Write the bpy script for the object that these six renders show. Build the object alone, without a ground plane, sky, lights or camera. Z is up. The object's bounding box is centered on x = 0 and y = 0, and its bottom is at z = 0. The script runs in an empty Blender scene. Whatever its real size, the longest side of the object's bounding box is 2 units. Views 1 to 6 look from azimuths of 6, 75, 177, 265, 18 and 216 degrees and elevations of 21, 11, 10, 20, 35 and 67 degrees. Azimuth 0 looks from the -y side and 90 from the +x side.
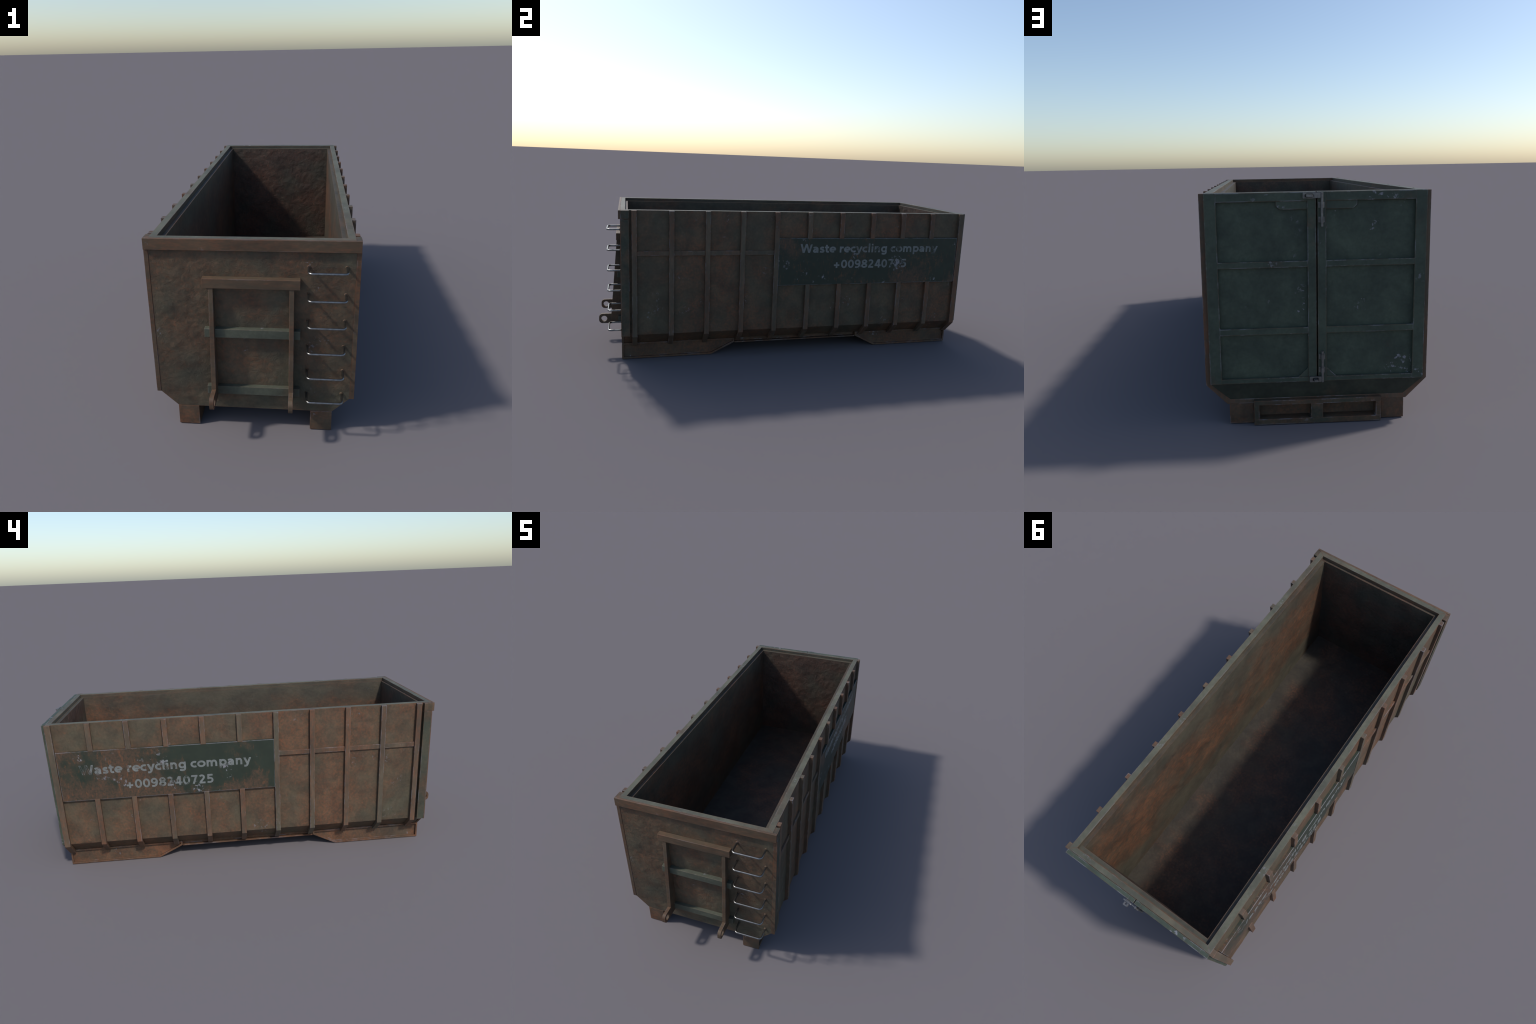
"""Roll-off waste container: open steel skip with ribbed sides, sign boards,
double rear doors, hook frame, ladder rungs and two skids.  Metres, z up."""
import bpy, bmesh, math, random
from mathutils import Vector, noise

random.seed(7)

# ------------------------------------------------------------------ sizes
TOP = 0.7635                 # rim height
WX = 0.350                   # outer wall half width
IX = 0.307                   # inner wall half width
RX = 0.324                   # inner rim half width
RIBX = 0.3665                # rib outer half width
FLOOR, KINK, BELLY = 0.150, 0.145, 0.084
LEDGE = 0.747
Y_FRONT, Y_FIN, Y_FRIM = -0.885, -0.850, -0.863
Y_RIN, Y_RRIM, Y_RWALL, Y_DOOR = 0.9175, 0.935, 0.957, 0.975
RIB_Y = [-0.822 + 0.1766 * i for i in range(11)]
RIB_W = 0.0122               # half width of a rib
SIGN = dict(y0=-0.1045, y1=0.9305, z0=0.3812, z1=0.6303, x=0.3645)

# ------------------------------------------------------------------ node helper
class Tree:
    def __init__(self, name):
        self.mat = bpy.data.materials.new(name)
        self.mat.use_nodes = True
        self.nt = self.mat.node_tree
        self.nt.nodes.clear()
        self.pos = self.add('ShaderNodeNewGeometry').outputs['Position']
        self.xyz = None

    def add(self, kind, **kw):
        n = self.nt.nodes.new(kind)
        for k, v in kw.items():
            setattr(n, k, v)
        return n

    def put(self, sock, v):
        if hasattr(v, 'is_output'):
            self.nt.links.new(v, sock)
        elif v is not None:
            if sock.type == 'RGBA' and len(v) == 3:
                v = (*v, 1.0)
            sock.default_value = v

    def mapped(self, scale=(1, 1, 1), loc=(0, 0, 0)):
        m = self.add('ShaderNodeMapping')
        self.put(m.inputs['Vector'], self.pos)
        m.inputs['Scale'].default_value = scale
        m.inputs['Location'].default_value = loc
        return m.outputs[0]

    def noise(self, scale, detail=6, rough=0.6, vec=None, distort=0.0, loc=None, stretch=None):
        n = self.add('ShaderNodeTexNoise')
        if vec is None:
            vec = self.mapped(stretch or (1, 1, 1), loc or (0, 0, 0))
        self.put(n.inputs['Vector'], vec)
        n.inputs['Scale'].default_value = scale
        n.inputs['Detail'].default_value = detail
        n.inputs['Roughness'].default_value = rough
        n.inputs['Distortion'].default_value = distort
        return n.outputs['Fac']

    def math(self, op, a, b=None, clamp=False):
        n = self.add('ShaderNodeMath', operation=op, use_clamp=clamp)
        self.put(n.inputs[0], a)
        if b is not None:
            self.put(n.inputs[1], b)
        return n.outputs[0]

    def step(self, v, lo, hi):
        n = self.add('ShaderNodeMapRange', clamp=True, interpolation_type='SMOOTHSTEP')
        self.put(n.inputs['Value'], v)
        n.inputs['From Min'].default_value = lo
        n.inputs['From Max'].default_value = hi
        return n.outputs[0]

    def mix(self, f, a, b):
        n = self.add('ShaderNodeMix', data_type='RGBA')
        self.put(n.inputs[0], f)
        self.put(n.inputs[6], a)
        self.put(n.inputs[7], b)
        return n.outputs[2]

    def axis(self, i):
        if self.xyz is None:
            s = self.add('ShaderNodeSeparateXYZ')
            self.put(s.inputs[0], self.pos)
            self.xyz = s.outputs
        return self.xyz[i]

    def edge(self, radius):
        """1 near sharp convex edges of a piece, 0 on its flats (worn arrises)."""
        b = self.add('ShaderNodeBevel', samples=6)
        b.inputs['Radius'].default_value = radius
        g = self.add('ShaderNodeNewGeometry')
        d = self.add('ShaderNodeVectorMath', operation='DOT_PRODUCT')
        self.put(d.inputs[0], b.outputs[0])
        self.put(d.inputs[1], g.outputs['Normal'])
        return self.step(self.math('SUBTRACT', 1.0, d.outputs['Value']), 0.004, 0.10)

    def finish(self, color, rough=0.6, metal=0.0, bump=None, bump_strength=0.3, bump_dist=0.002, spec=0.4):
        p = self.add('ShaderNodeBsdfPrincipled')
        self.put(p.inputs['Base Color'], color)
        self.put(p.inputs['Roughness'], rough)
        self.put(p.inputs['Metallic'], metal)
        p.inputs['Specular IOR Level'].default_value = spec
        if bump is not None:
            b = self.add('ShaderNodeBump')
            b.inputs['Strength'].default_value = bump_strength
            b.inputs['Distance'].default_value = bump_dist
            self.put(b.inputs['Height'], bump)
            self.put(p.inputs['Normal'], b.outputs[0])
        o = self.add('ShaderNodeOutputMaterial')
        self.nt.links.new(p.outputs[0], o.inputs[0])
        return self.mat


# palette (linear base colours)
GREEN = (0.046, 0.061, 0.045)
GREEN_D = (0.016, 0.024, 0.0165)
OLIVE = (0.073, 0.057, 0.037)
OLIVE_G = (0.063, 0.061, 0.041)
BROWN = (0.102, 0.058, 0.034)
RUST = (0.142, 0.058, 0.029)
ORANGE = (0.20, 0.075, 0.028)
CHIP = (0.20, 0.20, 0.225)


def weathered(name, base_a, base_b, rust_a=BROWN, rust_b=RUST, rust=0.5, chips=0.5, edge_rust=0.5,
              edge_chip=0.4, specks=0.4, bump=0.35, grain=1.0, stretch=(1, 1, 1), seed=0.0,
              rough=0.62, spec=0.35, rust_scale=4.2, bias=None, streaks=0.0, bias_gain=1.0):
    """Painted steel gone patchy: paint -> soft brown staining -> rust blooms -> specks -> bare chips."""
    t = Tree(name)
    L = (seed * 3.1, seed * 1.7, seed * 2.3)
    big = t.noise(rust_scale, 9, 0.62, loc=L, stretch=stretch, distort=0.25)
    mid = t.noise(17, 8, 0.65, loc=L, stretch=stretch)
    fine = t.noise(85, 6, 0.7, loc=L, stretch=stretch)
    paint = t.mix(t.step(mid, 0.32, 0.68), base_a, base_b)
    field = t.math('ADD', t.math('MULTIPLY', big, 0.75), t.math('MULTIPLY', mid, 0.25))
    if bias is not None:
        field = t.math('ADD', field, t.math('MULTIPLY', bias(t), bias_gain))
    lo = 0.70 - 0.42 * rust
    m1 = t.step(field, lo - 0.08, lo + 0.09)
    m1 = t.math('MULTIPLY', m1, t.math('ADD', 0.45, t.math('MULTIPLY', t.step(fine, 0.25, 0.65), 0.55)))
    stain = t.mix(t.step(mid, 0.4, 0.7), rust_a, tuple(0.75 * c for c in rust_a))
    col = t.mix(t.math('MULTIPLY', m1, 0.9), paint, stain)
    m2 = t.step(t.math('ADD', t.math('MULTIPLY', field, 0.6), t.math('MULTIPLY', fine, 0.4)), lo + 0.03, lo + 0.19)
    col = t.mix(t.math('MULTIPLY', m2, 0.7), col, rust_b)
    if streaks:
        s = t.noise(38, 5, 0.65, loc=L, stretch=(1, 1.6, 0.36))
        s = t.math('MULTIPLY', t.step(s, 0.56, 0.70), t.step(field, lo - 0.24, lo + 0.02))
        col = t.mix(t.math('MULTIPLY', s, streaks), col, ORANGE)
    if specks:
        s = t.noise(46, 5, 0.7, loc=(L[0] + 4, L[1], L[2]), stretch=stretch)
        s = t.math('MULTIPLY', t.step(s, 0.66, 0.74), t.step(big, 0.42, 0.6))
        col = t.mix(t.math('MULTIPLY', s, specks), col, ORANGE)
    # fine value mottling
    dark = t.mix(t.step(fine, 0.25, 0.75), (0.80, 0.80, 0.80), (1.18, 1.18, 1.18))
    mul = t.add('ShaderNodeMix', data_type='RGBA', blend_type='MULTIPLY')
    mul.inputs[0].default_value = min(1.0, 0.75 * grain)
    t.put(mul.inputs[6], col)
    t.put(mul.inputs[7], dark)
    col = mul.outputs[2]
    cloud = t.noise(11, 7, 0.6, loc=(L[0] + 2, L[1] + 3, L[2] + 8), stretch=stretch, distort=0.4)
    mul = t.add('ShaderNodeMix', data_type='RGBA', blend_type='MULTIPLY')
    mul.inputs[0].default_value = 1.0
    t.put(mul.inputs[6], col)
    t.put(mul.inputs[7], t.mix(t.step(cloud, 0.3, 0.7), (0.78, 0.78, 0.80), (1.20, 1.18, 1.15)))
    col = mul.outputs[2]
    rg = rough
    if chips or edge_chip or edge_rust:
        cn = t.noise(9, 3, 0.5, loc=(L[0] + 9, L[1] + 2, L[2]))
        cf = t.noise(75, 5, 0.62, loc=(L[0] + 1, L[1] + 7, L[2]))
        area = t.math('MULTIPLY', t.step(cn, 0.62, 0.70), t.step(cf, 0.56, 0.62))
        area = t.math('MULTIPLY', area, chips)
        if edge_chip or edge_rust:
            e = t.edge(0.006)
            en = t.noise(24, 6, 0.7, loc=(L[0] + 5, L[1], L[2] + 3))
            er = t.math('MULTIPLY', e, t.step(en, 0.32, 0.52))
            col = t.mix(t.math('MULTIPLY', er, edge_rust), col, RUST)
            ec = t.math('MULTIPLY', e, t.step(t.noise(13, 7, 0.72, loc=(L[0], L[1] + 5, L[2])), 0.49, 0.60))
            area = t.math('MAXIMUM', area, t.math('MULTIPLY', ec, edge_chip))
        col = t.mix(area, col, CHIP)
        rg = t.math('SUBTRACT', rough, t.math('MULTIPLY', area, 0.2))
    h = t.math('ADD', t.math('MULTIPLY', t.noise(30, 7, 0.62, loc=L, distort=0.8), 0.75),
               t.math('MULTIPLY', fine, 0.25))
    return t.finish(col, rg, 0.0, h, bump, 0.004, spec)


def sign_material(name, side, ink=None):
    """Dark green board with rust patch; with `ink` the same board carrying worn lettering paint."""
    t = Tree(name)
    y, z = t.axis(1), t.axis(2)
    L = (0, side * 2.0, 1.0)
    big = t.noise(4.5, 9, 0.6, loc=L, distort=0.3)
    mid = t.noise(20, 8, 0.66, loc=L)
    fine = t.noise(90, 6, 0.7, loc=L)
    if side < 0:   # rust spreads over the rear half and along the lower edge
        b = t.math('ADD', t.math('MULTIPLY', t.step(y, 0.18, 0.62), 0.17),
                   t.math('MULTIPLY', t.step(z, 0.50, 0.39), 0.0))
        b = t.math('ADD', b, t.math('MULTIPLY', t.math('SUBTRACT', 1.0, t.step(z, 0.385, 0.46)), 0.09))
    else:
        b = t.math('ADD', t.math('MULTIPLY', t.step(y, 0.35, 0.85), 0.05),
                   t.math('MULTIPLY', t.math('SUBTRACT', 1.0, t.step(z, 0.385, 0.48)), 0.05))
    field = t.math('ADD', t.math('ADD', t.math('MULTIPLY', big, 0.8), t.math('MULTIPLY', mid, 0.2)), b)
    paint = t.mix(t.step(mid, 0.3, 0.7), GREEN_D, (0.021, 0.030, 0.0205))
    m1 = t.math('MULTIPLY', t.step(field, 0.54, 0.66), t.step(fine, 0.25, 0.6))
    col = t.mix(t.math('MULTIPLY', m1, 0.85), paint, (0.080, 0.046, 0.029))
    st = t.noise(42, 6, 0.72, loc=L, stretch=(1, 1.7, 0.7))
    m2 = t.math('MULTIPLY', t.step(st, 0.52, 0.74), t.step(field, *((0.47, 0.64) if side < 0 else (0.41, 0.60))))
    col = t.mix(t.math('MULTIPLY', m2, 0.75), col, (0.175, 0.066, 0.027))
    cn = t.noise(13, 3, 0.5, loc=(3, side, 4))
    cf = t.noise(70, 5, 0.62, loc=(1, side, 0))
    area = t.math('MULTIPLY', t.step(cn, 0.62, 0.68), t.step(cf, 0.54, 0.59))
    e = t.edge(0.006)
    ec = t.math('MULTIPLY', e, t.step(t.noise(9, 7, 0.75, loc=(5, side, 2)), 0.38, 0.50))
    chip = t.math('MAXIMUM', t.math('MULTIPLY', area, 0.9), ec)
    if ink is not None:
        wear = t.math('ADD', t.math('MULTIPLY', t.noise(26, 7, 0.7, loc=(2, side, 6)), 0.6),
                      t.math('MULTIPLY', t.noise(5.5, 4, 0.5, loc=(7, side, 1)), 0.4))

        def spot(yc, w, amount):
            d = t.math('ABSOLUTE', t.math('SUBTRACT', y, yc))
            return t.math('MULTIPLY', t.math('SUBTRACT', 1.0, t.step(d, 0.0, w)), amount)
        spots = ((0.79, 0.10, 0.14), (0.60, 0.05, 0.03)) if side < 0 else ((0.57, 0.09, 0.09), (0.78, 0.05, 0.10))
        for s in spots:
            wear = t.math('ADD', wear, spot(*s))
        keep = t.math('SUBTRACT', 1.0, t.step(wear, 0.54, 0.62))
        keep = t.math('MULTIPLY', keep, t.math('SUBTRACT', 1.0, t.math('MULTIPLY', m2, 0.5)))
        col = t.mix(t.math('MULTIPLY', keep, 0.9), col, t.mix(t.step(mid, 0.3, 0.7), ink, tuple(0.7 * c for c in ink)))
    col = t.mix(chip, col, CHIP)
    rg = t.math('SUBTRACT', 0.55, t.math('MULTIPLY', chip, 0.2))
    return t.finish(col, rg, 0.0, t.noise(26, 7, 0.6, loc=L, distort=0.6), 0.2, 0.003, 0.4)


def steel(name, col, rough, metal=1.0):
    t = Tree(name)
    n = t.noise(60, 5, 0.6)
    c = t.mix(t.step(n, 0.35, 0.7), col, tuple(0.6 * x for x in col))
    r = t.math('ADD', t.math('MULTIPLY', n, 0.25), rough - 0.12)
    return t.finish(c, r, metal, n, 0.08, 0.001, 0.5)


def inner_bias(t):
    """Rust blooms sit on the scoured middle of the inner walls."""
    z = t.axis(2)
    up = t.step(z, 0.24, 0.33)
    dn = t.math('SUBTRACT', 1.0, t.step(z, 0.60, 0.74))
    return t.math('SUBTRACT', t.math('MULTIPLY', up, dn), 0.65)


M_WALL = weathered('wall_paint', OLIVE, OLIVE_G, rust=0.56, chips=0.4, edge_rust=0.2, edge_chip=0.15, bump=0.6)
M_FRONT = weathered('front_paint', (0.074, 0.063, 0.042), (0.062, 0.063, 0.044), rust=0.48, chips=0.5, edge_rust=0.4,
                    edge_chip=0.1, bump=0.9, seed=3, specks=0.6)
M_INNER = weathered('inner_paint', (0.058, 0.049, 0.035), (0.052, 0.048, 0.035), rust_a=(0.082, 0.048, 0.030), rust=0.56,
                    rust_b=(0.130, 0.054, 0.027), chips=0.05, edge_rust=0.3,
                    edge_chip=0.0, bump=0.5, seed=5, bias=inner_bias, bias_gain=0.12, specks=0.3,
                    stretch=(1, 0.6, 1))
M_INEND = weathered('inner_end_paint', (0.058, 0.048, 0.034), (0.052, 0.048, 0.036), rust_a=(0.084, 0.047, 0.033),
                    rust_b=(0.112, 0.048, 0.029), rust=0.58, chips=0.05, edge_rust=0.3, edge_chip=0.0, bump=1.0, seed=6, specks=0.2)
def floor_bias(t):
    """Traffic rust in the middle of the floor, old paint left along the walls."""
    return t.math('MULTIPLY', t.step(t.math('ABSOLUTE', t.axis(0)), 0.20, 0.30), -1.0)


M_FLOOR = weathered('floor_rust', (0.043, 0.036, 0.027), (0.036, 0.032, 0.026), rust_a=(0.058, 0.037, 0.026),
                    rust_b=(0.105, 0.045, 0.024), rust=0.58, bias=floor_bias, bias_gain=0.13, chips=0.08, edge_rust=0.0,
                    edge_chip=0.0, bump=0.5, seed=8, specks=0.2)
M_LEDGE = weathered('ledge_paint', (0.058, 0.054, 0.040), (0.052, 0.052, 0.040), rust=0.25, chips=0.1, edge_rust=0.5,
                    edge_chip=0.1, specks=0.2, bump=0.3, seed=14)
M_RIB = weathered('rib_paint', (0.086, 0.070, 0.049), (0.076, 0.072, 0.052), rust_a=(0.108, 0.063, 0.040), rust=0.60, chips=0.25, edge_rust=0.6,  # lightened so ribs contrast with panels, whose edges are shaded in the target
                  edge_chip=0.8,
                  specks=0.3, bump=0.25, seed=1, stretch=(1, 1, 0.4))
M_BROWN = weathered('rusty_steel', OLIVE, (0.082, 0.064, 0.043), rust=0.57, chips=0.25, edge_rust=0.5, edge_chip=0.3,
                    specks=0.3, bump=0.3, seed=2, stretch=(0.35, 1, 1))
M_SKID = weathered('skid_steel', (0.066, 0.054, 0.038), (0.074, 0.053, 0.036), rust=0.62, chips=1.0, edge_rust=0.55, edge_chip=0.6, specks=0.35,
                   bump=0.35, seed=4)
M_GREEN = weathered('green_paint', GREEN, (0.047, 0.063, 0.047), rust=0.14, chips=0.9, edge_rust=0.4, edge_chip=0.9,
                    specks=0.15, bump=0.2, seed=7)
M_GPANEL = weathered('door_panel_paint', (0.050, 0.067, 0.049), (0.040, 0.055, 0.041), rust=0.10, chips=0.9, edge_rust=0.0,
                     edge_chip=0.0, specks=0.1, bump=0.25, seed=9)
M_SILL = weathered('sill_paint', (0.028, 0.032, 0.023), (0.034, 0.038, 0.028), rust=0.2, chips=0.1, edge_rust=0.0,  # base darkened: occlusion shade below the doors is in this colour
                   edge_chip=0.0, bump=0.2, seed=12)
M_BARG = weathered('faded_green_paint', (0.072, 0.078, 0.058), (0.062, 0.070, 0.052), rust=0.22, chips=0.6, edge_rust=0.3,
                   edge_chip=0.4, specks=0.2, bump=0.2, seed=10)
M_PALE_RIM = weathered('pale_rim_green', (0.094, 0.094, 0.068), (0.082, 0.083, 0.060), rust=0.22, chips=0.6, edge_rust=0.45,
                  edge_chip=0.4, specks=0.2, bump=0.2, seed=11, stretch=(0.5, 0.5, 1))
M_POST = weathered('post_paint', (0.036, 0.043, 0.031), (0.062, 0.055, 0.038), rust=0.46, chips=0.6, edge_rust=0.6, edge_chip=0.8,
                   specks=0.3, bump=0.25, seed=13)
M_RUNG = steel('bare_steel', (0.28, 0.275, 0.265), 0.32)
M_LATCH = steel('dark_steel', (0.20, 0.195, 0.19), 0.46, 0.7)
M_SIGN = {s: sign_material('sign_paint', s) for s in (-1, 1)}
M_INK = {s: sign_material('lettering_paint', s, (0.185, 0.205, 0.20)) for s in (-1, 1)}

# ------------------------------------------------------------------ mesh helpers
ROOT = bpy.data.objects.new('waste_container', None)
bpy.context.scene.collection.objects.link(ROOT)
ROOT["label"] = "open rusty green roll-off waste container with ribbed sides"
ROOT["category"] = "waste container"


def place(name, mesh, mats, parent=None):
    for m in (mats if isinstance(mats, (list, tuple)) else [mats]):
        if m.name not in [x.name for x in mesh.materials if x]:
            mesh.materials.append(m)
    o = bpy.data.objects.new(name, mesh)
    bpy.context.scene.collection.objects.link(o)
    o.parent = parent or ROOT
    return o


def to_mesh(bm, name, bevel=0.0, smooth=None):
    bmesh.ops.recalc_face_normals(bm, faces=bm.faces)
    if bevel:
        es = [e for e in bm.edges if len(e.link_faces) == 2 and e.calc_face_angle(0) > 0.5]
        bmesh.ops.bevel(bm, geom=es, offset=bevel, segments=2, profile=0.6, affect='EDGES', clamp_overlap=True)
    me = bpy.data.meshes.new(name)
    bm.to_mesh(me)
    bm.free()
    if smooth is not None:
        me.shade_smooth()
        me.set_sharp_from_angle(angle=math.radians(smooth))
    return me


def add_prism(bm, poly, axis, lo, hi):
    """Extrude a polygon given in the two other axes (x,z / y,z / x,y order kept)."""
    def at(p, h):
        if axis == 'x':
            return (h, p[0], p[1])
        if axis == 'y':
            return (p[0], h, p[1])
        return (p[0], p[1], h)
    a = [bm.verts.new(at(p, lo)) for p in poly]
    b = [bm.verts.new(at(p, hi)) for p in poly]
    n = len(poly)
    bm.faces.new(a)
    bm.faces.new(b)
    for i in range(n):
        bm.faces.new((a[i], a[(i + 1) % n], b[(i + 1) % n], b[i]))


def add_box(bm, lo, hi):
    add_prism(bm, [(lo[0], lo[1]), (hi[0], lo[1]), (hi[0], hi[1]), (lo[0], hi[1])], 'z', lo[2], hi[2])


def box(name, lo, hi, mat, bevel=0.0015, parent=None):
    bm = bmesh.new()
    add_box(bm, lo, hi)
    return place(name, to_mesh(bm, name, bevel), mat, parent)


def boxes(name, lst, mat, bevel=0.0012, parent=None):
    bm = bmesh.new()
    for lo, hi in lst:
        add_box(bm, lo, hi)
    return place(name, to_mesh(bm, name, bevel), mat, parent)


def prism(name, poly, axis, lo, hi, mat, bevel=0.0015, parent=None):
    bm = bmesh.new()
    add_prism(bm, poly, axis, lo, hi)
    return place(name, to_mesh(bm, name, bevel), mat, parent)


def dense(a, b, step):
    n = max(1, round(math.hypot(b[0] - a[0], b[1] - a[1]) / step))
    return [(a[0] + (b[0] - a[0]) * i / n, a[1] + (b[1] - a[1]) * i / n) for i in range(n)]


def dent(p, amp, scale, seed):
    """Hammered-sheet relief: broad waves plus sharper pressed dents."""
    q = Vector(p) * scale + Vector((seed, seed * 0.7, 0))
    broad = noise.noise(q * 0.28)
    ridge = noise.hetero_terrain(q, 0.9, 2.1, 4, 0.6) - 0.6
    small = noise.noise(q * 2.3)
    patch = min(1.0, max(0.15, 0.6 + 1.6 * noise.noise(q * 0.13 + Vector((9, 4, 2)))))   # beaten and smooth areas
    return amp * (0.8 * broad + patch * (0.36 * max(-1.2, min(1.2, ridge)) + 0.40 * small))


def sheet(bm, origin, du, dv, nu, nv, normal, relief, mat_index=0):
    """Rectangular sheet of nu x nv quads pushed along its normal; flat at its border."""
    o, du, dv, nrm = Vector(origin), Vector(du), Vector(dv), Vector(normal)
    g = []
    for j in range(nv + 1):
        row = []
        for i in range(nu + 1):
            p = o + du * (i / nu) + dv * (j / nv)
            k = min(i, nu - i, 3) / 3 * min(j, nv - j, 3) / 3
            row.append(bm.verts.new(p + nrm * (relief(p) * k)))
        g.append(row)
    for j in range(nv):
        for i in range(nu):
            f = bm.faces.new((g[j][i], g[j][i + 1], g[j + 1][i + 1], g[j + 1][i]))
            f.material_index = mat_index
    return g


# ------------------------------------------------------------------ hull
def side_wall(s):
    """Outer sheet with rolled lower chamfer, stepped rim and inner sheet, as one thick wall."""
    y0, y1 = -0.872, 0.946
    prof = [(WX, TOP - 0.002), (WX, KINK), (0.289, BELLY), (0.262, BELLY + 0.004), (IX, FLOOR - 0.004),
            (IX, LEDGE - 0.0004), (RX, LEDGE - 0.0004), (RX, TOP - 0.002)]
    pts, tag = [], []
    for i, p in enumerate(prof):
        q = prof[(i + 1) % len(prof)]
        for k, d in enumerate(dense(p, q, 0.0085)):
            pts.append(d)
            tag.append((i, k))
    ny = 214
    bm = bmesh.new()
    rows = []
    for j in range(ny + 1):
        y = y0 + (y1 - y0) * j / ny
        r = []
        for (x, z), (seg, k) in zip(pts, tag):
            off = 0.0
            if k > 0 and seg == 0:
                off = dent((0.0, y, z), 0.0023, 26, 3 + s)
            elif k > 0 and seg == 4:
                off = -dent((0.0, y, z), 0.0013, 20, 11 + s)
            r.append(bm.verts.new((s * (x + off), y, z)))
        rows.append(r)
    n = len(pts)
    for j in range(ny):
        for i in range(n):
            f = bm.faces.new((rows[j][i], rows[j][(i + 1) % n], rows[j + 1][(i + 1) % n], rows[j + 1][i]))
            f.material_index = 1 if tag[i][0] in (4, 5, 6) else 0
    bm.faces.new(rows[0])
    bm.faces.new(rows[-1])
    place('side_wall', to_mesh(bm, 'side_wall', 0, 35), [M_WALL, M_INNER])


for s in (1, -1):
    side_wall(s)

# floor: slab between the chamfers, its top scuffed
bm = bmesh.new()
add_prism(bm, [(-IX, FLOOR - 0.003), (IX, FLOOR - 0.003), (0.288, BELLY + 0.004), (-0.288, BELLY + 0.004)], 'y', -0.868, 0.944)
sheet(bm, (-IX - 0.002, Y_FIN - 0.002, FLOOR), (2 * IX + 0.004, 0, 0), (0, Y_RIN - Y_FIN + 0.004, 0), 60, 170, (0, 0, 1),
      lambda p: dent(p, 0.0012, 18, 5))
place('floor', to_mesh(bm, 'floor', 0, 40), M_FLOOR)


def end_wall(name, y_out, y_in, outline, mat_out, mat_in, relief_out, relief_in):
    """Closed plate with chamfered lower corners; outer skin dented, plus the inner lining sheet."""
    sgn = 1 if y_out > y_in else -1
    bm = bmesh.new()
    zs = [BELLY + (0.7225 - BELLY) * j / 92 for j in range(93)]
    zs = sorted(set(zs + [KINK - 0.001]))
    nx = 96
    rows = []
    for z in zs:
        w = outline(z)
        r = []
        for i in range(nx + 1):
            x = -w + 2 * w * i / nx
            k = min(i, nx - i, 4) / 4
            kz = min(1.0, (z - BELLY) / 0.03, (0.7225 - z) / 0.02)
            r.append(bm.verts.new((x, y_out + sgn * relief_out((x, y_out, z)) * k * max(0, kz), z)))
        back = [bm.verts.new((w, y_out - sgn * 0.012, z)), bm.verts.new((-w, y_out - sgn * 0.012, z))]
        rows.append(r + back)
    n = len(rows[0])
    for a, b in zip(rows, rows[1:]):
        for i in range(n):
            bm.faces.new((a[i], a[(i + 1) % n], b[(i + 1) % n], b[i]))
    bm.faces.new(rows[0])
    bm.faces.new(rows[-1])
    nf = len(bm.faces)
    # inner lining: dented sheet with a solid backing
    sheet(bm, (-IX - 0.001, y_in, FLOOR - 0.004), (2 * IX + 0.002, 0, 0), (0, 0, LEDGE - FLOOR + 0.004), 84, 84,
          (0, -sgn, 0), relief_in, 1)
    yb = y_in + sgn * 0.004
    lo, hi = min(yb, y_out - sgn * 0.013), max(yb, y_out - sgn * 0.013)
    add_box(bm, (-IX - 0.01, lo, FLOOR - 0.02), (IX + 0.01, hi, LEDGE - 0.0012))
    # ledge strip closing lining to rim
    ye = y_out - sgn * 0.012
    add_box(bm, (-RX - 0.003, min(y_in, ye), LEDGE - 0.0012), (RX + 0.003, max(y_in, ye), LEDGE))
    bm.faces.ensure_lookup_table()
    for f in bm.faces[nf:]:
        f.material_index = 1
    return place(name, to_mesh(bm, name, 0, 35), [mat_out, mat_in])


def chamfered(z):
    return 0.354 if z >= KINK - 0.001 else 0.291 + (0.354 - 0.291) * (z - BELLY) / (KINK - 0.001 - BELLY)


end_wall('front_wall', Y_FRONT, Y_FIN, chamfered, M_FRONT, M_INEND,
         lambda p: dent(p, 0.0026, 44, 21), lambda p: dent(p, 0.0016, 24, 31))
bm = bmesh.new()
sheet(bm, (-IX - 0.001, Y_RIN, FLOOR - 0.004), (2 * IX + 0.002, 0, 0), (0, 0, LEDGE - FLOOR + 0.004), 96, 96,
      (0, -1, 0), lambda p: dent(p, 0.0030, 22, 41))
add_box(bm, (-WX + 0.002, Y_RIN + 0.0045, FLOOR + 0.004), (WX - 0.002, Y_RWALL - 0.001, LEDGE - 0.0012))
place('rear_wall', to_mesh(bm, 'rear_wall', 0, 35), M_INEND)
boxes('rear_rim', [((-RX - 0.003, Y_RIN - 0.0003, LEDGE - 0.0012), (RX + 0.003, Y_RRIM + 0.01, LEDGE)),
                   ((-WX, Y_RRIM, LEDGE - 0.0005), (WX, Y_RWALL, TOP - 0.0021))], M_LEDGE, 0.0)
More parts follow.
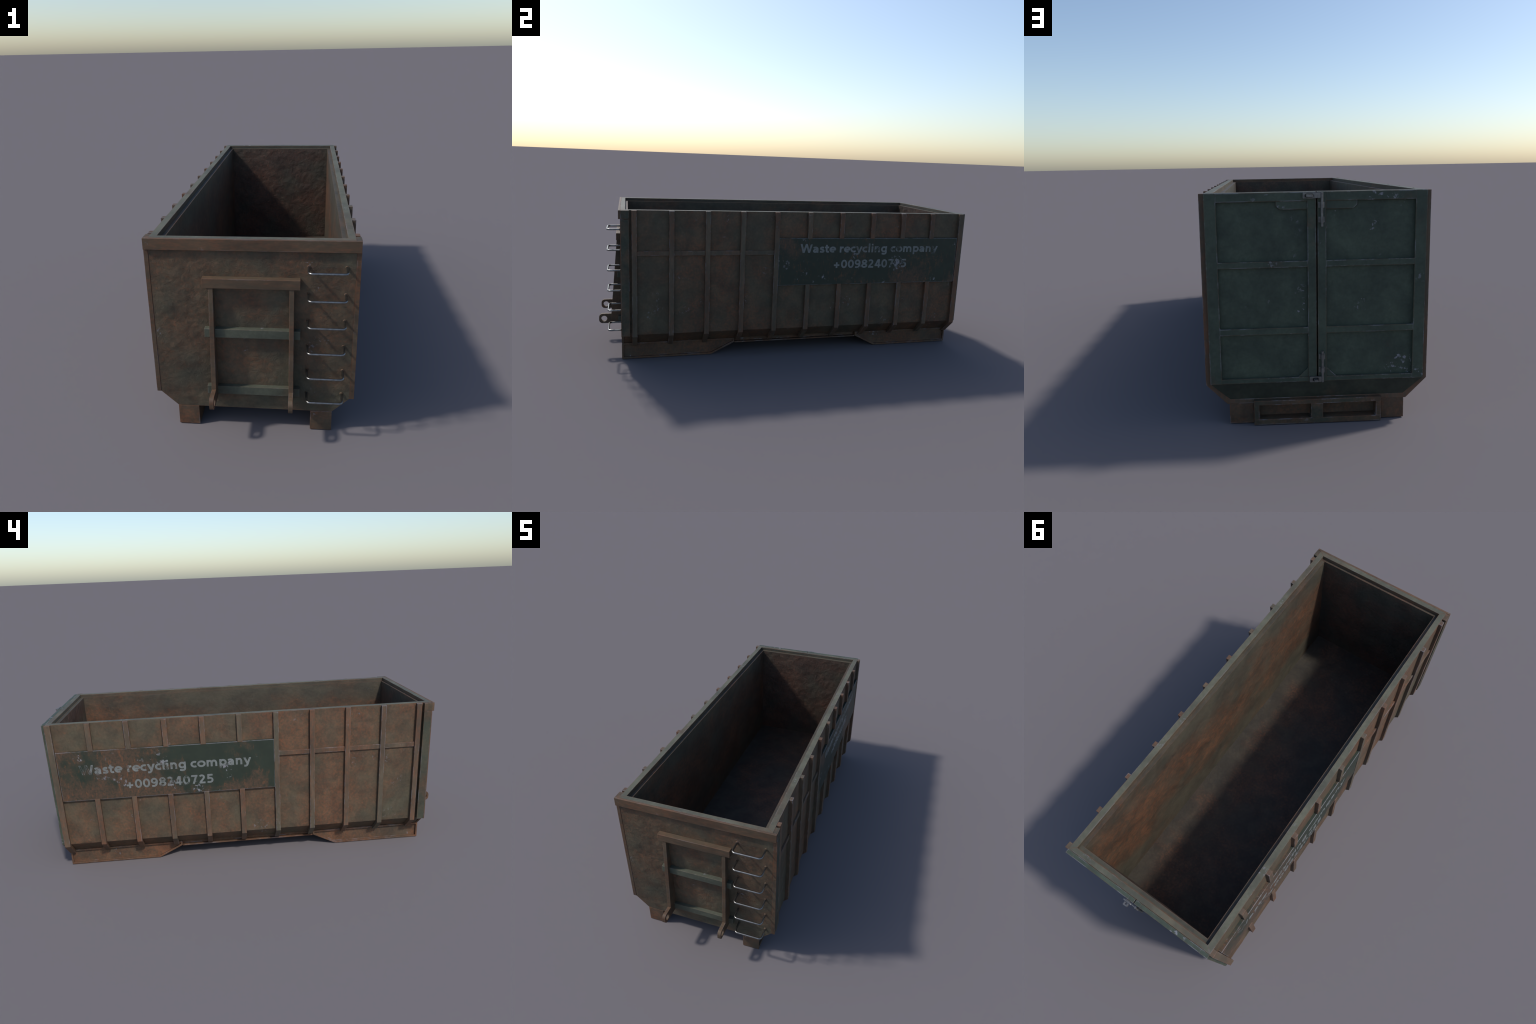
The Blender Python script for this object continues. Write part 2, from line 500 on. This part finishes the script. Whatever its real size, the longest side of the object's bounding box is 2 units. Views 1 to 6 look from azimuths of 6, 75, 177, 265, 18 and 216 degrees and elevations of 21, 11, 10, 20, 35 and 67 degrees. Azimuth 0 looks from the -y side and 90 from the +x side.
# lower rear sill under the doors
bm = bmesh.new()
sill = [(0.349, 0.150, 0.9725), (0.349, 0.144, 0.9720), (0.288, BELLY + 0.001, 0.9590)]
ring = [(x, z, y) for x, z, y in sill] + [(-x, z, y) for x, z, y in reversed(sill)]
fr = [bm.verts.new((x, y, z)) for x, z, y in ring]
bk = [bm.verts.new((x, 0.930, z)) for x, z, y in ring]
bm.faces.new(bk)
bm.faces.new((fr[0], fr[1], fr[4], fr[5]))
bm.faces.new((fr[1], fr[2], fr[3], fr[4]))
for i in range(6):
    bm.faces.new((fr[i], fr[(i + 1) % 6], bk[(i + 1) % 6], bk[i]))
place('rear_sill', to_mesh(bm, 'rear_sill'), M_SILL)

# thin pale strips over the top face of the rim
for s in (1, -1):
    prism('pale_rim_top', [(s * RX, Y_FRIM), (s * WX, Y_FRIM - 0.022), (s * WX, Y_RRIM + 0.0215), (s * RX, Y_RRIM)], 'z',
          TOP - 0.0022, TOP, M_PALE_RIM, 0.0006)
prism('pale_rim_top', [(-RX, Y_FRIM), (-WX, Y_FRIM - 0.0222), (WX, Y_FRIM - 0.0222), (RX, Y_FRIM)], 'z',
      TOP - 0.0022, TOP, M_PALE_RIM, 0.0006)
prism('pale_rim_top', [(-RX, Y_RRIM), (-WX, Y_RRIM + 0.0217), (WX, Y_RRIM + 0.0217), (RX, Y_RRIM)], 'z',
      TOP - 0.0022, TOP, M_PALE_RIM, 0.0006)

# front header beam and corner posts
prism('header_beam', [(-0.895, 0.7222), (-0.864, 0.7222), (-0.8632, LEDGE), (-0.8632, TOP - 0.0025), (-0.8852, TOP - 0.0025),
                      (-0.8854, TOP), (-0.895, TOP)], 'x', -0.3685, 0.3685, M_BROWN, 0.0012)
for s in (1, -1):
    xs = sorted((s * 0.349, s * 0.3695))
    box('corner_post', (xs[0], -0.8838, 0.1445), (xs[1], -0.8455, 0.7215), M_POST)
    xs = sorted((s * 0.3545, s * 0.3700))
    box('corner_flange', (xs[0], -0.8862, 0.1440), (xs[1], -0.8828, 0.7216), M_BROWN, 0.0008)
    xs = sorted((s * 0.345, s * 0.3695))
    box('corner_cap', (xs[0], -0.8845, 0.7228), (xs[1], -0.8455, 0.7628), M_POST)

# ------------------------------------------------------------------ ribs
def rib_profile(s, z_hi, z_lo=None):
    if z_lo is not None:
        return [(s * (WX - 0.003), z_hi), (s * RIBX, z_hi), (s * RIBX, z_lo), (s * (WX - 0.003), z_lo)]
    return [(s * (WX - 0.003), z_hi), (s * RIBX, z_hi), (s * RIBX, 0.1385), (s * 0.299, 0.070), (s * 0.287, 0.070),
            (s * 0.287, BELLY + 0.002), (s * (WX - 0.003), KINK + 0.001)]


for s in (1, -1):
    kinds = {}
    for kind, args in (('rib', (TOP - 0.001,)), ('low', (SIGN['z0'] + 0.003,)), ('stub', (TOP - 0.001, SIGN['z1'] - 0.003))):
        bm = bmesh.new()
        add_prism(bm, rib_profile(s, *args), 'y', -RIB_W, RIB_W)
        kinds[kind] = to_mesh(bm, 'rib', 0.0016)
        kinds[kind].materials.append(M_RIB)
    for i, y in enumerate(RIB_Y[:10]):
        for k in (['rib'] if i < 5 else ['low', 'stub']):
            o = bpy.data.objects.new('rib' if k != 'stub' else 'stub_rib', kinds[k])
            bpy.context.scene.collection.objects.link(o)
            o.parent = ROOT
            o.location = (0, y, 0)
    # horizontal stringers between the long ribs
    for i in range(4):
        xs = sorted((s * (WX - 0.003), s * 0.3590))
        box('stringer', (xs[0], RIB_Y[i] + RIB_W - 0.001, 0.5432), (xs[1], RIB_Y[i + 1] - RIB_W + 0.001, 0.5665), M_RIB, 0.0014)

# rear hoop: end rib running down both sides and under the belly
hoop = [(RIBX, TOP - 0.001), (RIBX, 0.138), (0.298, 0.069), (-0.298, 0.069), (-RIBX, 0.138), (-RIBX, TOP - 0.001),
        (-0.3485, TOP - 0.001), (-0.3485, 0.1465), (-0.288, 0.0855), (0.288, 0.0855), (0.3485, 0.1465), (0.3485, TOP - 0.001)]
prism('rear_hoop', hoop, 'y', 0.9325, 0.9602, M_RIB, 0.0016)

# ------------------------------------------------------------------ sign boards with lettering
def arc(cx, cy, rx, ry, a0=0, a1=360, n=28):
    return [(cx + rx * math.cos(math.radians(a0 + (a1 - a0) * k / n)), cy + ry * math.sin(math.radians(a0 + (a1 - a0) * k / n)))
            for k in range(n + 1)]


def flow(*pts):
    """Catmull-Rom curve through hand-set pen points."""
    P = [Vector(p) for p in (pts[0],) + pts + (pts[-1],)]
    out = []
    for i in range(1, len(P) - 2):
        a, b, c, d = P[i - 1:i + 3]
        for k in range(6):
            u = k / 6
            out.append(tuple(0.5 * (2 * b + (c - a) * u + (2 * a - 5 * b + 4 * c - d) * u * u + (3 * b - a - 3 * c + d) * u ** 3)))
    out.append(pts[-1])
    return out


# bold sans letters as pen strokes (cap height 1): name -> (advance, [(cut, path)...])
# cut 'n': pen held across the stroke; cut 'h': stroke ends sliced horizontally
N, H = 'n', 'h'
GLYPHS = {
    ' ': (0.36, []),
    'W': (1.40, [(H, [(0.10, 1), (0.38, 0)]), (H, [(0.38, 0), (0.70, 1)]), (H, [(0.70, 1), (1.02, 0)]), (H, [(1.02, 0), (1.30, 1)])]),
    'a': (0.80, [(N, flow((0.12, 0.55), (0.25, 0.60), (0.42, 0.60), (0.55, 0.53), (0.60, 0.40), (0.60, 0.2), (0.60, 0))),
                 (N, flow((0.60, 0.40), (0.38, 0.37), (0.20, 0.29), (0.17, 0.17), (0.28, 0.09), (0.45, 0.13), (0.60, 0.27)))]),
    's': (0.64, [(N, flow((0.53, 0.57), (0.36, 0.605), (0.20, 0.56), (0.19, 0.43), (0.34, 0.35), (0.50, 0.27), (0.49, 0.13), (0.30, 0.09),
                          (0.09, 0.13)))]),
    't': (0.55, [(N, flow((0.23, 0.90), (0.23, 0.6), (0.23, 0.26), (0.28, 0.13), (0.38, 0.095), (0.51, 0.11))), (N, [(0.02, 0.61), (0.51, 0.61)])]),
    'e': (0.80, [(N, arc(0.42, 0.35, 0.30, 0.255, 0, 302)), (N, [(0.16, 0.335), (0.74, 0.335)])]),
    'r': (0.58, [(N, [(0.19, 0), (0.19, 0.70)]), (N, flow((0.19, 0.34), (0.24, 0.49), (0.34, 0.58), (0.54, 0.585)))]),
    'c': (0.67, [(N, arc(0.42, 0.35, 0.31, 0.255, 58, 302))]),
    'y': (0.78, [(H, [(0.12, 0.70), (0.42, 0.02)]), (N, flow((0.675, 0.66), (0.54, 0.32), (0.42, 0.0), (0.34, -0.13), (0.22, -0.19), (0.07, -0.17))),
                 (H, [(0.69, 0.70), (0.60, 0.46)])]),
    'l': (0.39, [(N, [(0.19, 0), (0.19, 1.04)])]),
    'i': (0.39, [(N, [(0.19, 0), (0.19, 0.70)]), (N, [(0.19, 0.82), (0.19, 1.0)])]),
    'n': (0.86, [(N, [(0.19, 0), (0.19, 0.70)]), (N, flow((0.19, 0.38), (0.25, 0.52), (0.38, 0.60), (0.53, 0.58), (0.62, 0.48), (0.645, 0.34),
                                                          (0.645, 0.15), (0.645, 0)))]),
    'g': (0.86, [(N, arc(0.40, 0.35, 0.27, 0.255)), (N, flow((0.665, 0.70), (0.665, 0.4), (0.665, 0.02), (0.62, -0.12), (0.50, -0.19), (0.34, -0.195),
                                                             (0.15, -0.15)))]),
    'o': (0.86, [(N, arc(0.43, 0.35, 0.32, 0.257))]),
    'm': (1.28, [(N, [(0.19, 0), (0.19, 0.70)]), (N, flow((0.19, 0.38), (0.25, 0.52), (0.36, 0.60), (0.49, 0.58), (0.57, 0.48), (0.59, 0.34), (0.59, 0))),
                 (N, flow((0.59, 0.38), (0.68, 0.54), (0.80, 0.60), (0.93, 0.58), (1.02, 0.48), (1.05, 0.34), (1.05, 0)))]),
    'p': (0.86, [(N, [(0.19, -0.28), (0.19, 0.70)]), (N, arc(0.46, 0.35, 0.27, 0.255))]),
    '+': (0.96, [(N, [(0.15, 0.36), (0.81, 0.36)]), (N, [(0.48, 0.03), (0.48, 0.69)])]),
    '0': (0.84, [(N, arc(0.42, 0.5, 0.27, 0.405))]),
    '9': (0.84, [(N, arc(0.40, 0.68, 0.25, 0.23)), (N, flow((0.66, 0.70), (0.66, 0.50), (0.60, 0.26), (0.46, 0.12), (0.30, 0.09), (0.13, 0.12)))]),
    '8': (0.84, [(N, arc(0.42, 0.735, 0.225, 0.175)), (N, arc(0.42, 0.285, 0.27, 0.195))]),
    '2': (0.84, [(N, flow((0.14, 0.82), (0.28, 0.905), (0.45, 0.90), (0.57, 0.80), (0.57, 0.63), (0.42, 0.42), (0.24, 0.23), (0.18, 0.06))),
                 (N, [(0.09, 0.09), (0.72, 0.09)])]),
    '4': (0.84, [(H, [(0.50, 1.0), (0.13, 0.26)]), (N, [(0.04, 0.28), (0.81, 0.28)]), (N, [(0.565, 0), (0.565, 1.0)])]),
    '7': (0.84, [(N, [(0.10, 0.91), (0.75, 0.91)]), (H, [(0.63, 0.93), (0.30, 0)])]),
    '5': (0.84, [(N, [(0.13, 0.91), (0.68, 0.91)]), (N, [(0.22, 0.95), (0.20, 0.46)]),
                 (N, flow((0.13, 0.51), (0.34, 0.565), (0.52, 0.53), (0.63, 0.40), (0.61, 0.22), (0.47, 0.11), (0.28, 0.09), (0.10, 0.13)))]),
}
PEN = 0.098


def stroke(bm, path, cut, dx, lift):
    P = [Vector(p) + Vector((dx, 0)) for p in path]
    closed = (P[0] - P[-1]).length < 1e-6
    if closed:
        P = P[:-1]
    n = len(P)
    left, right = [], []
    for i, p in enumerate(P):
        if closed:
            d1, d2 = (p - P[i - 1]).normalized(), (P[(i + 1) % n] - p).normalized()
        else:
            d1 = (p - P[i - 1]).normalized() if i else (P[1] - P[0]).normalized()
            d2 = (P[i + 1] - p).normalized() if i < n - 1 else d1
        t = (d1 + d2).normalized()
        if cut == H:
            off = Vector((PEN * 1.02 / max(0.5, abs(t.y)), 0))
        else:
            off = Vector((-t.y, t.x)) * PEN / max(0.6, t.dot(d1))
        left.append(p + off)
        right.append(p - off)
    top = [[bm.verts.new((v.x, v.y, 1.0 + lift)) for v in s_] for s_ in (left, right)]
    bot = [[bm.verts.new((v.x, v.y, 0.0)) for v in s_] for s_ in (left, right)]
    for i in range(n if closed else n - 1):
        j = (i + 1) % n
        bm.faces.new((top[0][i], top[0][j], top[1][j], top[1][i]))
        bm.faces.new((top[0][i], top[0][j], bot[0][j], bot[0][i]))
        bm.faces.new((top[1][i], top[1][j], bot[1][j], bot[1][i]))
    if not closed:
        for i in (0, n - 1):
            bm.faces.new((top[0][i], top[1][i], bot[1][i], bot[0][i]))


def lettering(text, s, y_a, y_b, z_base, cap_h, parent):
    """One line of raised paint lettering, fitted between y_a and y_b."""
    bm = bmesh.new()
    x = 0.0
    for ch in text:
        adv, strokes = GLYPHS[ch]
        for k, (cut, path) in enumerate(strokes):
            stroke(bm, path, cut, x, 0.18 * k)
        x += adv
    xs = [v.co.x for v in bm.verts]
    x0, x1 = min(xs), max(xs)
    for v in bm.verts:
        u = (v.co.x - x0) / (x1 - x0)
        v.co = (s * (SIGN['x'] - 0.0003 + 0.0006 * v.co.z), y_a + (y_b - y_a) * u, z_base + v.co.y * cap_h)
    place('lettering', to_mesh(bm, 'lettering'), M_INK[s], parent)


for s in (1, -1):
    xs = sorted((s * (WX - 0.004), s * SIGN['x']))
    sg = box('sign_board', (xs[0], SIGN['y0'], SIGN['z0']), (xs[1], SIGN['y1'], SIGN['z1']), M_SIGN[s], 0.002)
    if s > 0:
        lettering('Waste recycling company', s, 0.0113, 0.8127, 0.5535, 0.046, sg)
        lettering('+0098240725', s, 0.2022, 0.6261, 0.469, 0.0455, sg)
    else:
        lettering('Waste recycling company', s, 0.8325, 0.0107, 0.513, 0.0475, sg)
        lettering('+0098240725', s, 0.6198, 0.2005, 0.428, 0.0455, sg)

# ------------------------------------------------------------------ skids and belly beams
def skid_poly(front):
    if front:
        return [(-0.8855, 0.083), (-0.8855, 0.0), (-0.4305, 0.0), (-0.309, 0.0605), (-0.309, 0.083)]
    return [(0.9592, 0.083), (0.9592, 0.0), (0.505, 0.0), (0.3850, 0.0605), (0.3850, 0.083)]


def inset(poly, d):
    n = len(poly)
    area = sum(poly[i][0] * poly[(i + 1) % n][1] - poly[(i + 1) % n][0] * poly[i][1] for i in range(n))
    sg = 1 if area > 0 else -1
    out = []
    for i in range(n):
        a, b, c = Vector(poly[i - 1]), Vector(poly[i]), Vector(poly[(i + 1) % n])
        e1, e2 = (b - a).normalized(), (c - b).normalized()
        n1, n2 = Vector((-e1.y, e1.x)) * sg, Vector((-e2.y, e2.x)) * sg
        k = (n1 + n2) / (1 + n1.dot(n2))
        out.append(tuple(b + k * d))
    return out


for s in (1, -1):
    for front in (True, False):
        out = skid_poly(front)
        inn = inset(out, 0.0085)
        bm = bmesh.new()
        xa, xb = s * 0.2115, s * 0.2915
        xw = s * 0.2800
        n = len(out)
        A = [bm.verts.new((xa, y, z)) for y, z in out]
        B = [bm.verts.new((xb, y, z)) for y, z in out]
        C = [bm.verts.new((xb, y, z)) for y, z in inn]
        D = [bm.verts.new((xw, y, z)) for y, z in inn]
        bm.faces.new(A)
        bm.faces.new(D)
        for i in range(n):
            j = (i + 1) % n
            bm.faces.new((A[i], A[j], B[j], B[i]))
            bm.faces.new((B[i], B[j], C[j], C[i]))
            bm.faces.new((C[i], C[j], D[j], D[i]))
        place('skid', to_mesh(bm, 'skid', 0.0012), M_SKID)
    # middle channel between the skids
    xs = sorted((s * 0.2150, s * 0.2700))
    xf = sorted((s * 0.2150, s * 0.2905))
    boxes('belly_beam', [((xs[0], -0.3075, 0.0575), (xs[1], 0.3835, 0.0845)),
                         ((xf[0], -0.3070, 0.0570), (xf[1], 0.3830, 0.0625))], M_SKID, 0.0008)

# rear cross frame between the skids with two pockets
bm = bmesh.new()
for lo, hi in (((-0.2108, 0.938, 0.0), (0.2108, 0.978, 0.0183)), ((-0.2108, 0.938, 0.0675), (0.2108, 0.978, 0.0832)),
               ((-0.2108, 0.938, 0.0181), (-0.1935, 0.978, 0.0677)), ((0.1935, 0.938, 0.0181), (0.2108, 0.978, 0.0677)),
               ((-0.0175, 0.938, 0.0181), (0.0225, 0.978, 0.0677))):
    add_box(bm, lo, hi)
place('rear_frame', to_mesh(bm, 'rear_frame', 0.001), M_POST)
box('pocket_web', (-0.205, 0.932, 0.004), (0.205, 0.9430, 0.080), M_SKID, 0.0)

# ------------------------------------------------------------------ rear doors
for s in (1, -1):
    xi, xo = 0.0022, 0.3502
    pan = sorted((s * 0.02, s * 0.33))
    door = box('door', (pan[0], 0.9575, 0.150), (pan[1], 0.9630, 0.755), M_GPANEL, 0.0)

    def span(a, b):
        return sorted((s * a, s * b))
    lst = []
    for a, b, z0, z1 in ((0.3130, xo, 0.1437, TOP - 0.0003), (xi, 0.0297, 0.1437, TOP - 0.0003)):
        x = span(a, b)
        lst.append(((x[0], 0.9573, z0), (x[1], Y_DOOR, z1)))
    for z0, z1 in ((0.7350, TOP - 0.0008), (0.5265, 0.5470), (0.3078, 0.3292), (0.1442, 0.1600)):
        x = span(0.0290, 0.3137)
        lst.append(((x[0], 0.9576, z0), (x[1], Y_DOOR - 0.0004, z1)))
    boxes('door_frame', lst, M_GREEN, 0.0011, door)
    up = [(s * 0.0290, 0.7360), (s * 0.1280, 0.7360), (s * 0.1280, 0.7215), (s * 0.1150, 0.7090), (s * 0.0290, 0.7090)]
    prism('gusset', up, 'y', 0.9600, 0.9710, M_GREEN, 0.0010, door)
    lw = [(s * 0.0290, 0.1590), (s * 0.0625, 0.1590), (s * 0.0290, 0.1915)]
    prism('gusset', lw, 'y', 0.9600, 0.9710, M_GREEN, 0.0008, door)

# latch hardware: vertical rods in sleeves with a slotted hasp over a lug
def tube(name, path, r, mat, parent=None, seg=14):
    """Round bar swept along a polyline (mitred rings)."""
    bm = bmesh.new()
    rings = []
    P = [Vector(p) for p in path]
    for i, p in enumerate(P):
        d1 = (P[i] - P[i - 1]).normalized() if i else (P[1] - P[0]).normalized()
        d2 = (P[i + 1] - P[i]).normalized() if i < len(P) - 1 else d1
        t = (d1 + d2).normalized()
        up = Vector((0, 0, 1)) if abs(t.z) < 0.9 else Vector((1, 0, 0))
        u = t.cross(up).normalized()
        v = u.cross(t)
        k = 1 / max(0.5, t.dot(d1))
        rings.append([bm.verts.new(p + (u * math.cos(a) * k + v * math.sin(a)) * r)
                      for a in (2 * math.pi * q / seg for q in range(seg))])
    for a, b in zip(rings, rings[1:]):
        for q in range(seg):
            bm.faces.new((a[q], a[(q + 1) % seg], b[(q + 1) % seg], b[q]))
    bm.faces.new(rings[0])
    bm.faces.new(rings[-1])
    return place(name, to_mesh(bm, name, 0, 50), mat, parent)


def ring_plate(name, outer, inner, axis, lo, hi, mat, parent=None, bevel=0.0):
    """Plate with one hole: outer and inner loops of equal count."""
    bm = bmesh.new()

    def at(p, h):
        return {'x': (h, p[0], p[1]), 'y': (p[0], h, p[1]), 'z': (p[0], p[1], h)}[axis]
    L = [[bm.verts.new(at(p, h)) for p in loop] for h in (lo, hi) for loop in (outer, inner)]
    n = len(outer)
    for i in range(n):
        j = (i + 1) % n
        bm.faces.new((L[0][i], L[0][j], L[1][j], L[1][i]))
        bm.faces.new((L[2][i], L[2][j], L[3][j], L[3][i]))
        bm.faces.new((L[0][i], L[0][j], L[2][j], L[2][i]))
        bm.faces.new((L[1][i], L[1][j], L[3][j], L[3][i]))
    return place(name, to_mesh(bm, name, bevel, 40), mat, parent)


def ray_loop(cx, cy, n, shape):
    return [(cx + d * math.cos(a), cy + d * math.sin(a)) for a, d in
            ((a, shape(a)) for a in (2 * math.pi * k / n for k in range(n)))]


def rounded(hw, hh, r):
    """Polar radius of a rounded rectangle."""
    def f(a):
        c, s_ = abs(math.cos(a)), abs(math.sin(a))
        d = min(hw / c if c > 1e-9 else 9, hh / s_ if s_ > 1e-9 else 9)
        x, y = d * c, d * s_
        ox, oy = hw - r, hh - r
        if x > ox and y > oy:
            b = c * ox + s_ * oy
            d = b + math.sqrt(max(0, b * b - (ox * ox + oy * oy - r * r)))
        return d
    return f


def latch(z_tip, z_end, x_end, brackets, z_hasp, hasp_h):
    rod = tube('latch', [(-0.0155, 0.9830, z_tip), (-0.0155, 0.9830, z_end)], 0.0043, M_LATCH)
    cx, hw = (x_end - 0.0115) / 2, (x_end + 0.0115) / 2
    sx = x_end - 0.0195          # slot centre
    slot_w = 0.0135 if x_end > 0.035 else 0.0095
    n = 64
    outer = ray_loop(sx, z_hasp, n, rounded(0.0195, hasp_h / 2, 0.003))
    inner = ray_loop(sx, z_hasp, n, rounded(slot_w, hasp_h * 0.31, 0.004))
    ring_plate('hasp', outer, inner, 'y', 0.9800, 0.9850, M_LATCH, rod)
    box('hasp', (-0.0155, 0.9803, z_hasp - hasp_h / 2 + 0.0006), (sx - 0.0165, 0.9838, z_hasp + hasp_h / 2 - 0.0006), M_LATCH, 0.0008, rod)
    # lug with padlock hole
    lw = slot_w - 0.003
    lug_o = ray_loop(sx, 0.988, 40, rounded(lw, 0.012, 0.003))
    lug_i = ray_loop(sx, 0.9915, 40, rounded(0.0042, 0.0042, 0.0041))
    ring_plate('lug', lug_o, lug_i, 'z', z_hasp - 0.0032, z_hasp + 0.0032, M_LATCH, rod)
    for zb in brackets:
        tube('sleeve', [(-0.0155, 0.9830, zb - 0.0092), (-0.0155, 0.9830, zb + 0.0092)], 0.0058, M_LATCH, rod)
        boxes('bracket', [((-0.0245, 0.9745, zb - 0.0088), (-0.0045, 0.9775, zb + 0.0088)),
                          ((-0.0205, 0.9770, zb - 0.0088), (-0.0105, 0.9825, zb + 0.0088))], M_LATCH, 0.0006, rod)


latch(0.6555, 0.7610, 0.0442, (0.7222, 0.6765), 0.7520, 0.0182)
latch(0.2492, 0.1448, 0.0270, (0.2295, 0.1848), 0.1545, 0.0185)

# ------------------------------------------------------------------ hook frame on the front
frame = box('hook_frame', (-0.1690, -0.9090, 0.5895), (0.1690, -0.884, 0.6257), M_BROWN, 0.0018)
box('cross_bar', (-0.1705, -0.9055, 0.3958), (0.1705, -0.884, 0.4300), M_BARG, 0.0018, frame)
box('cross_bar', (-0.1705, -0.9032, 0.1555), (0.1705, -0.884, 0.1895), M_BARG, 0.0018, frame)
for s in (1, -1):
    x0, x1 = s * 0.1400 - 0.0083, s * 0.1400 + 0.0083
    prism('upright', [(-0.884, 0.592), (-0.9065, 0.592), (-0.9380, 0.199), (-0.9380, 0.147), (-0.884, 0.147)], 'x', x0, x1,
          M_BROWN, 0.0014, frame)
    cy, cz, r = -0.9690, 0.1724, 0.0245
    outer = []
    hole = []
    nh = 48
    f = rounded(0.0310, 0.0255, 0.019)
    for k in range(nh):
        a = 2 * math.pi * k / nh
        d = f(a) if math.cos(a) < 0 else rounded(0.0340, 0.0255, 0.001)(a)
        outer.append((cy + d * math.cos(a), cz + d * math.sin(a)))
        hole.append((-0.9745 + 0.0150 * math.cos(a), 0.1715 + 0.0150 * math.sin(a)))
    ring_plate('pull_eye', outer, hole, 'x', x0 + 0.0006, x1 - 0.0006, M_BROWN, frame, 0.0)

# ------------------------------------------------------------------ ladder rungs
path = []
xa, xb, yf, rr = 0.1958, 0.3232, -0.9468, 0.013
path.append((xa, -0.880, 0))
for k in range(9):
    a = math.pi + math.pi / 2 * k / 8
    path.append((xa + rr + rr * math.cos(a), yf + rr + rr * math.sin(a), 0))
for k in range(9):
    a = 1.5 * math.pi + math.pi / 2 * k / 8
    path.append((xb - rr + rr * math.cos(a), yf + rr + rr * math.sin(a), 0))
path.append((xb, -0.880, 0))
first = None
for i in range(6):
    z = 0.6675 - 0.1005 * i
    if first is None:
        first = tube('rung', path, 0.0044, M_RUNG)
        first.location = (0, 0, z)
    else:
        o = first.copy()
        bpy.context.scene.collection.objects.link(o)
        o.location = (0, 0, z)
for o in list(bpy.context.scene.collection.objects):
    if o.name.startswith('rung') and '_' not in o.name:
        for x in (xa, xb):
            bm = bmesh.new()
            bmesh.ops.create_cone(bm, cap_ends=True, segments=16, radius1=0.0068, radius2=0.0055, depth=0.006)
            for v in bm.verts:
                v.co = (x + v.co.x, -0.8868 - v.co.z * 1.0, v.co.y)
            place('weld_collar', to_mesh(bm, 'weld_collar'), M_FRONT, o)
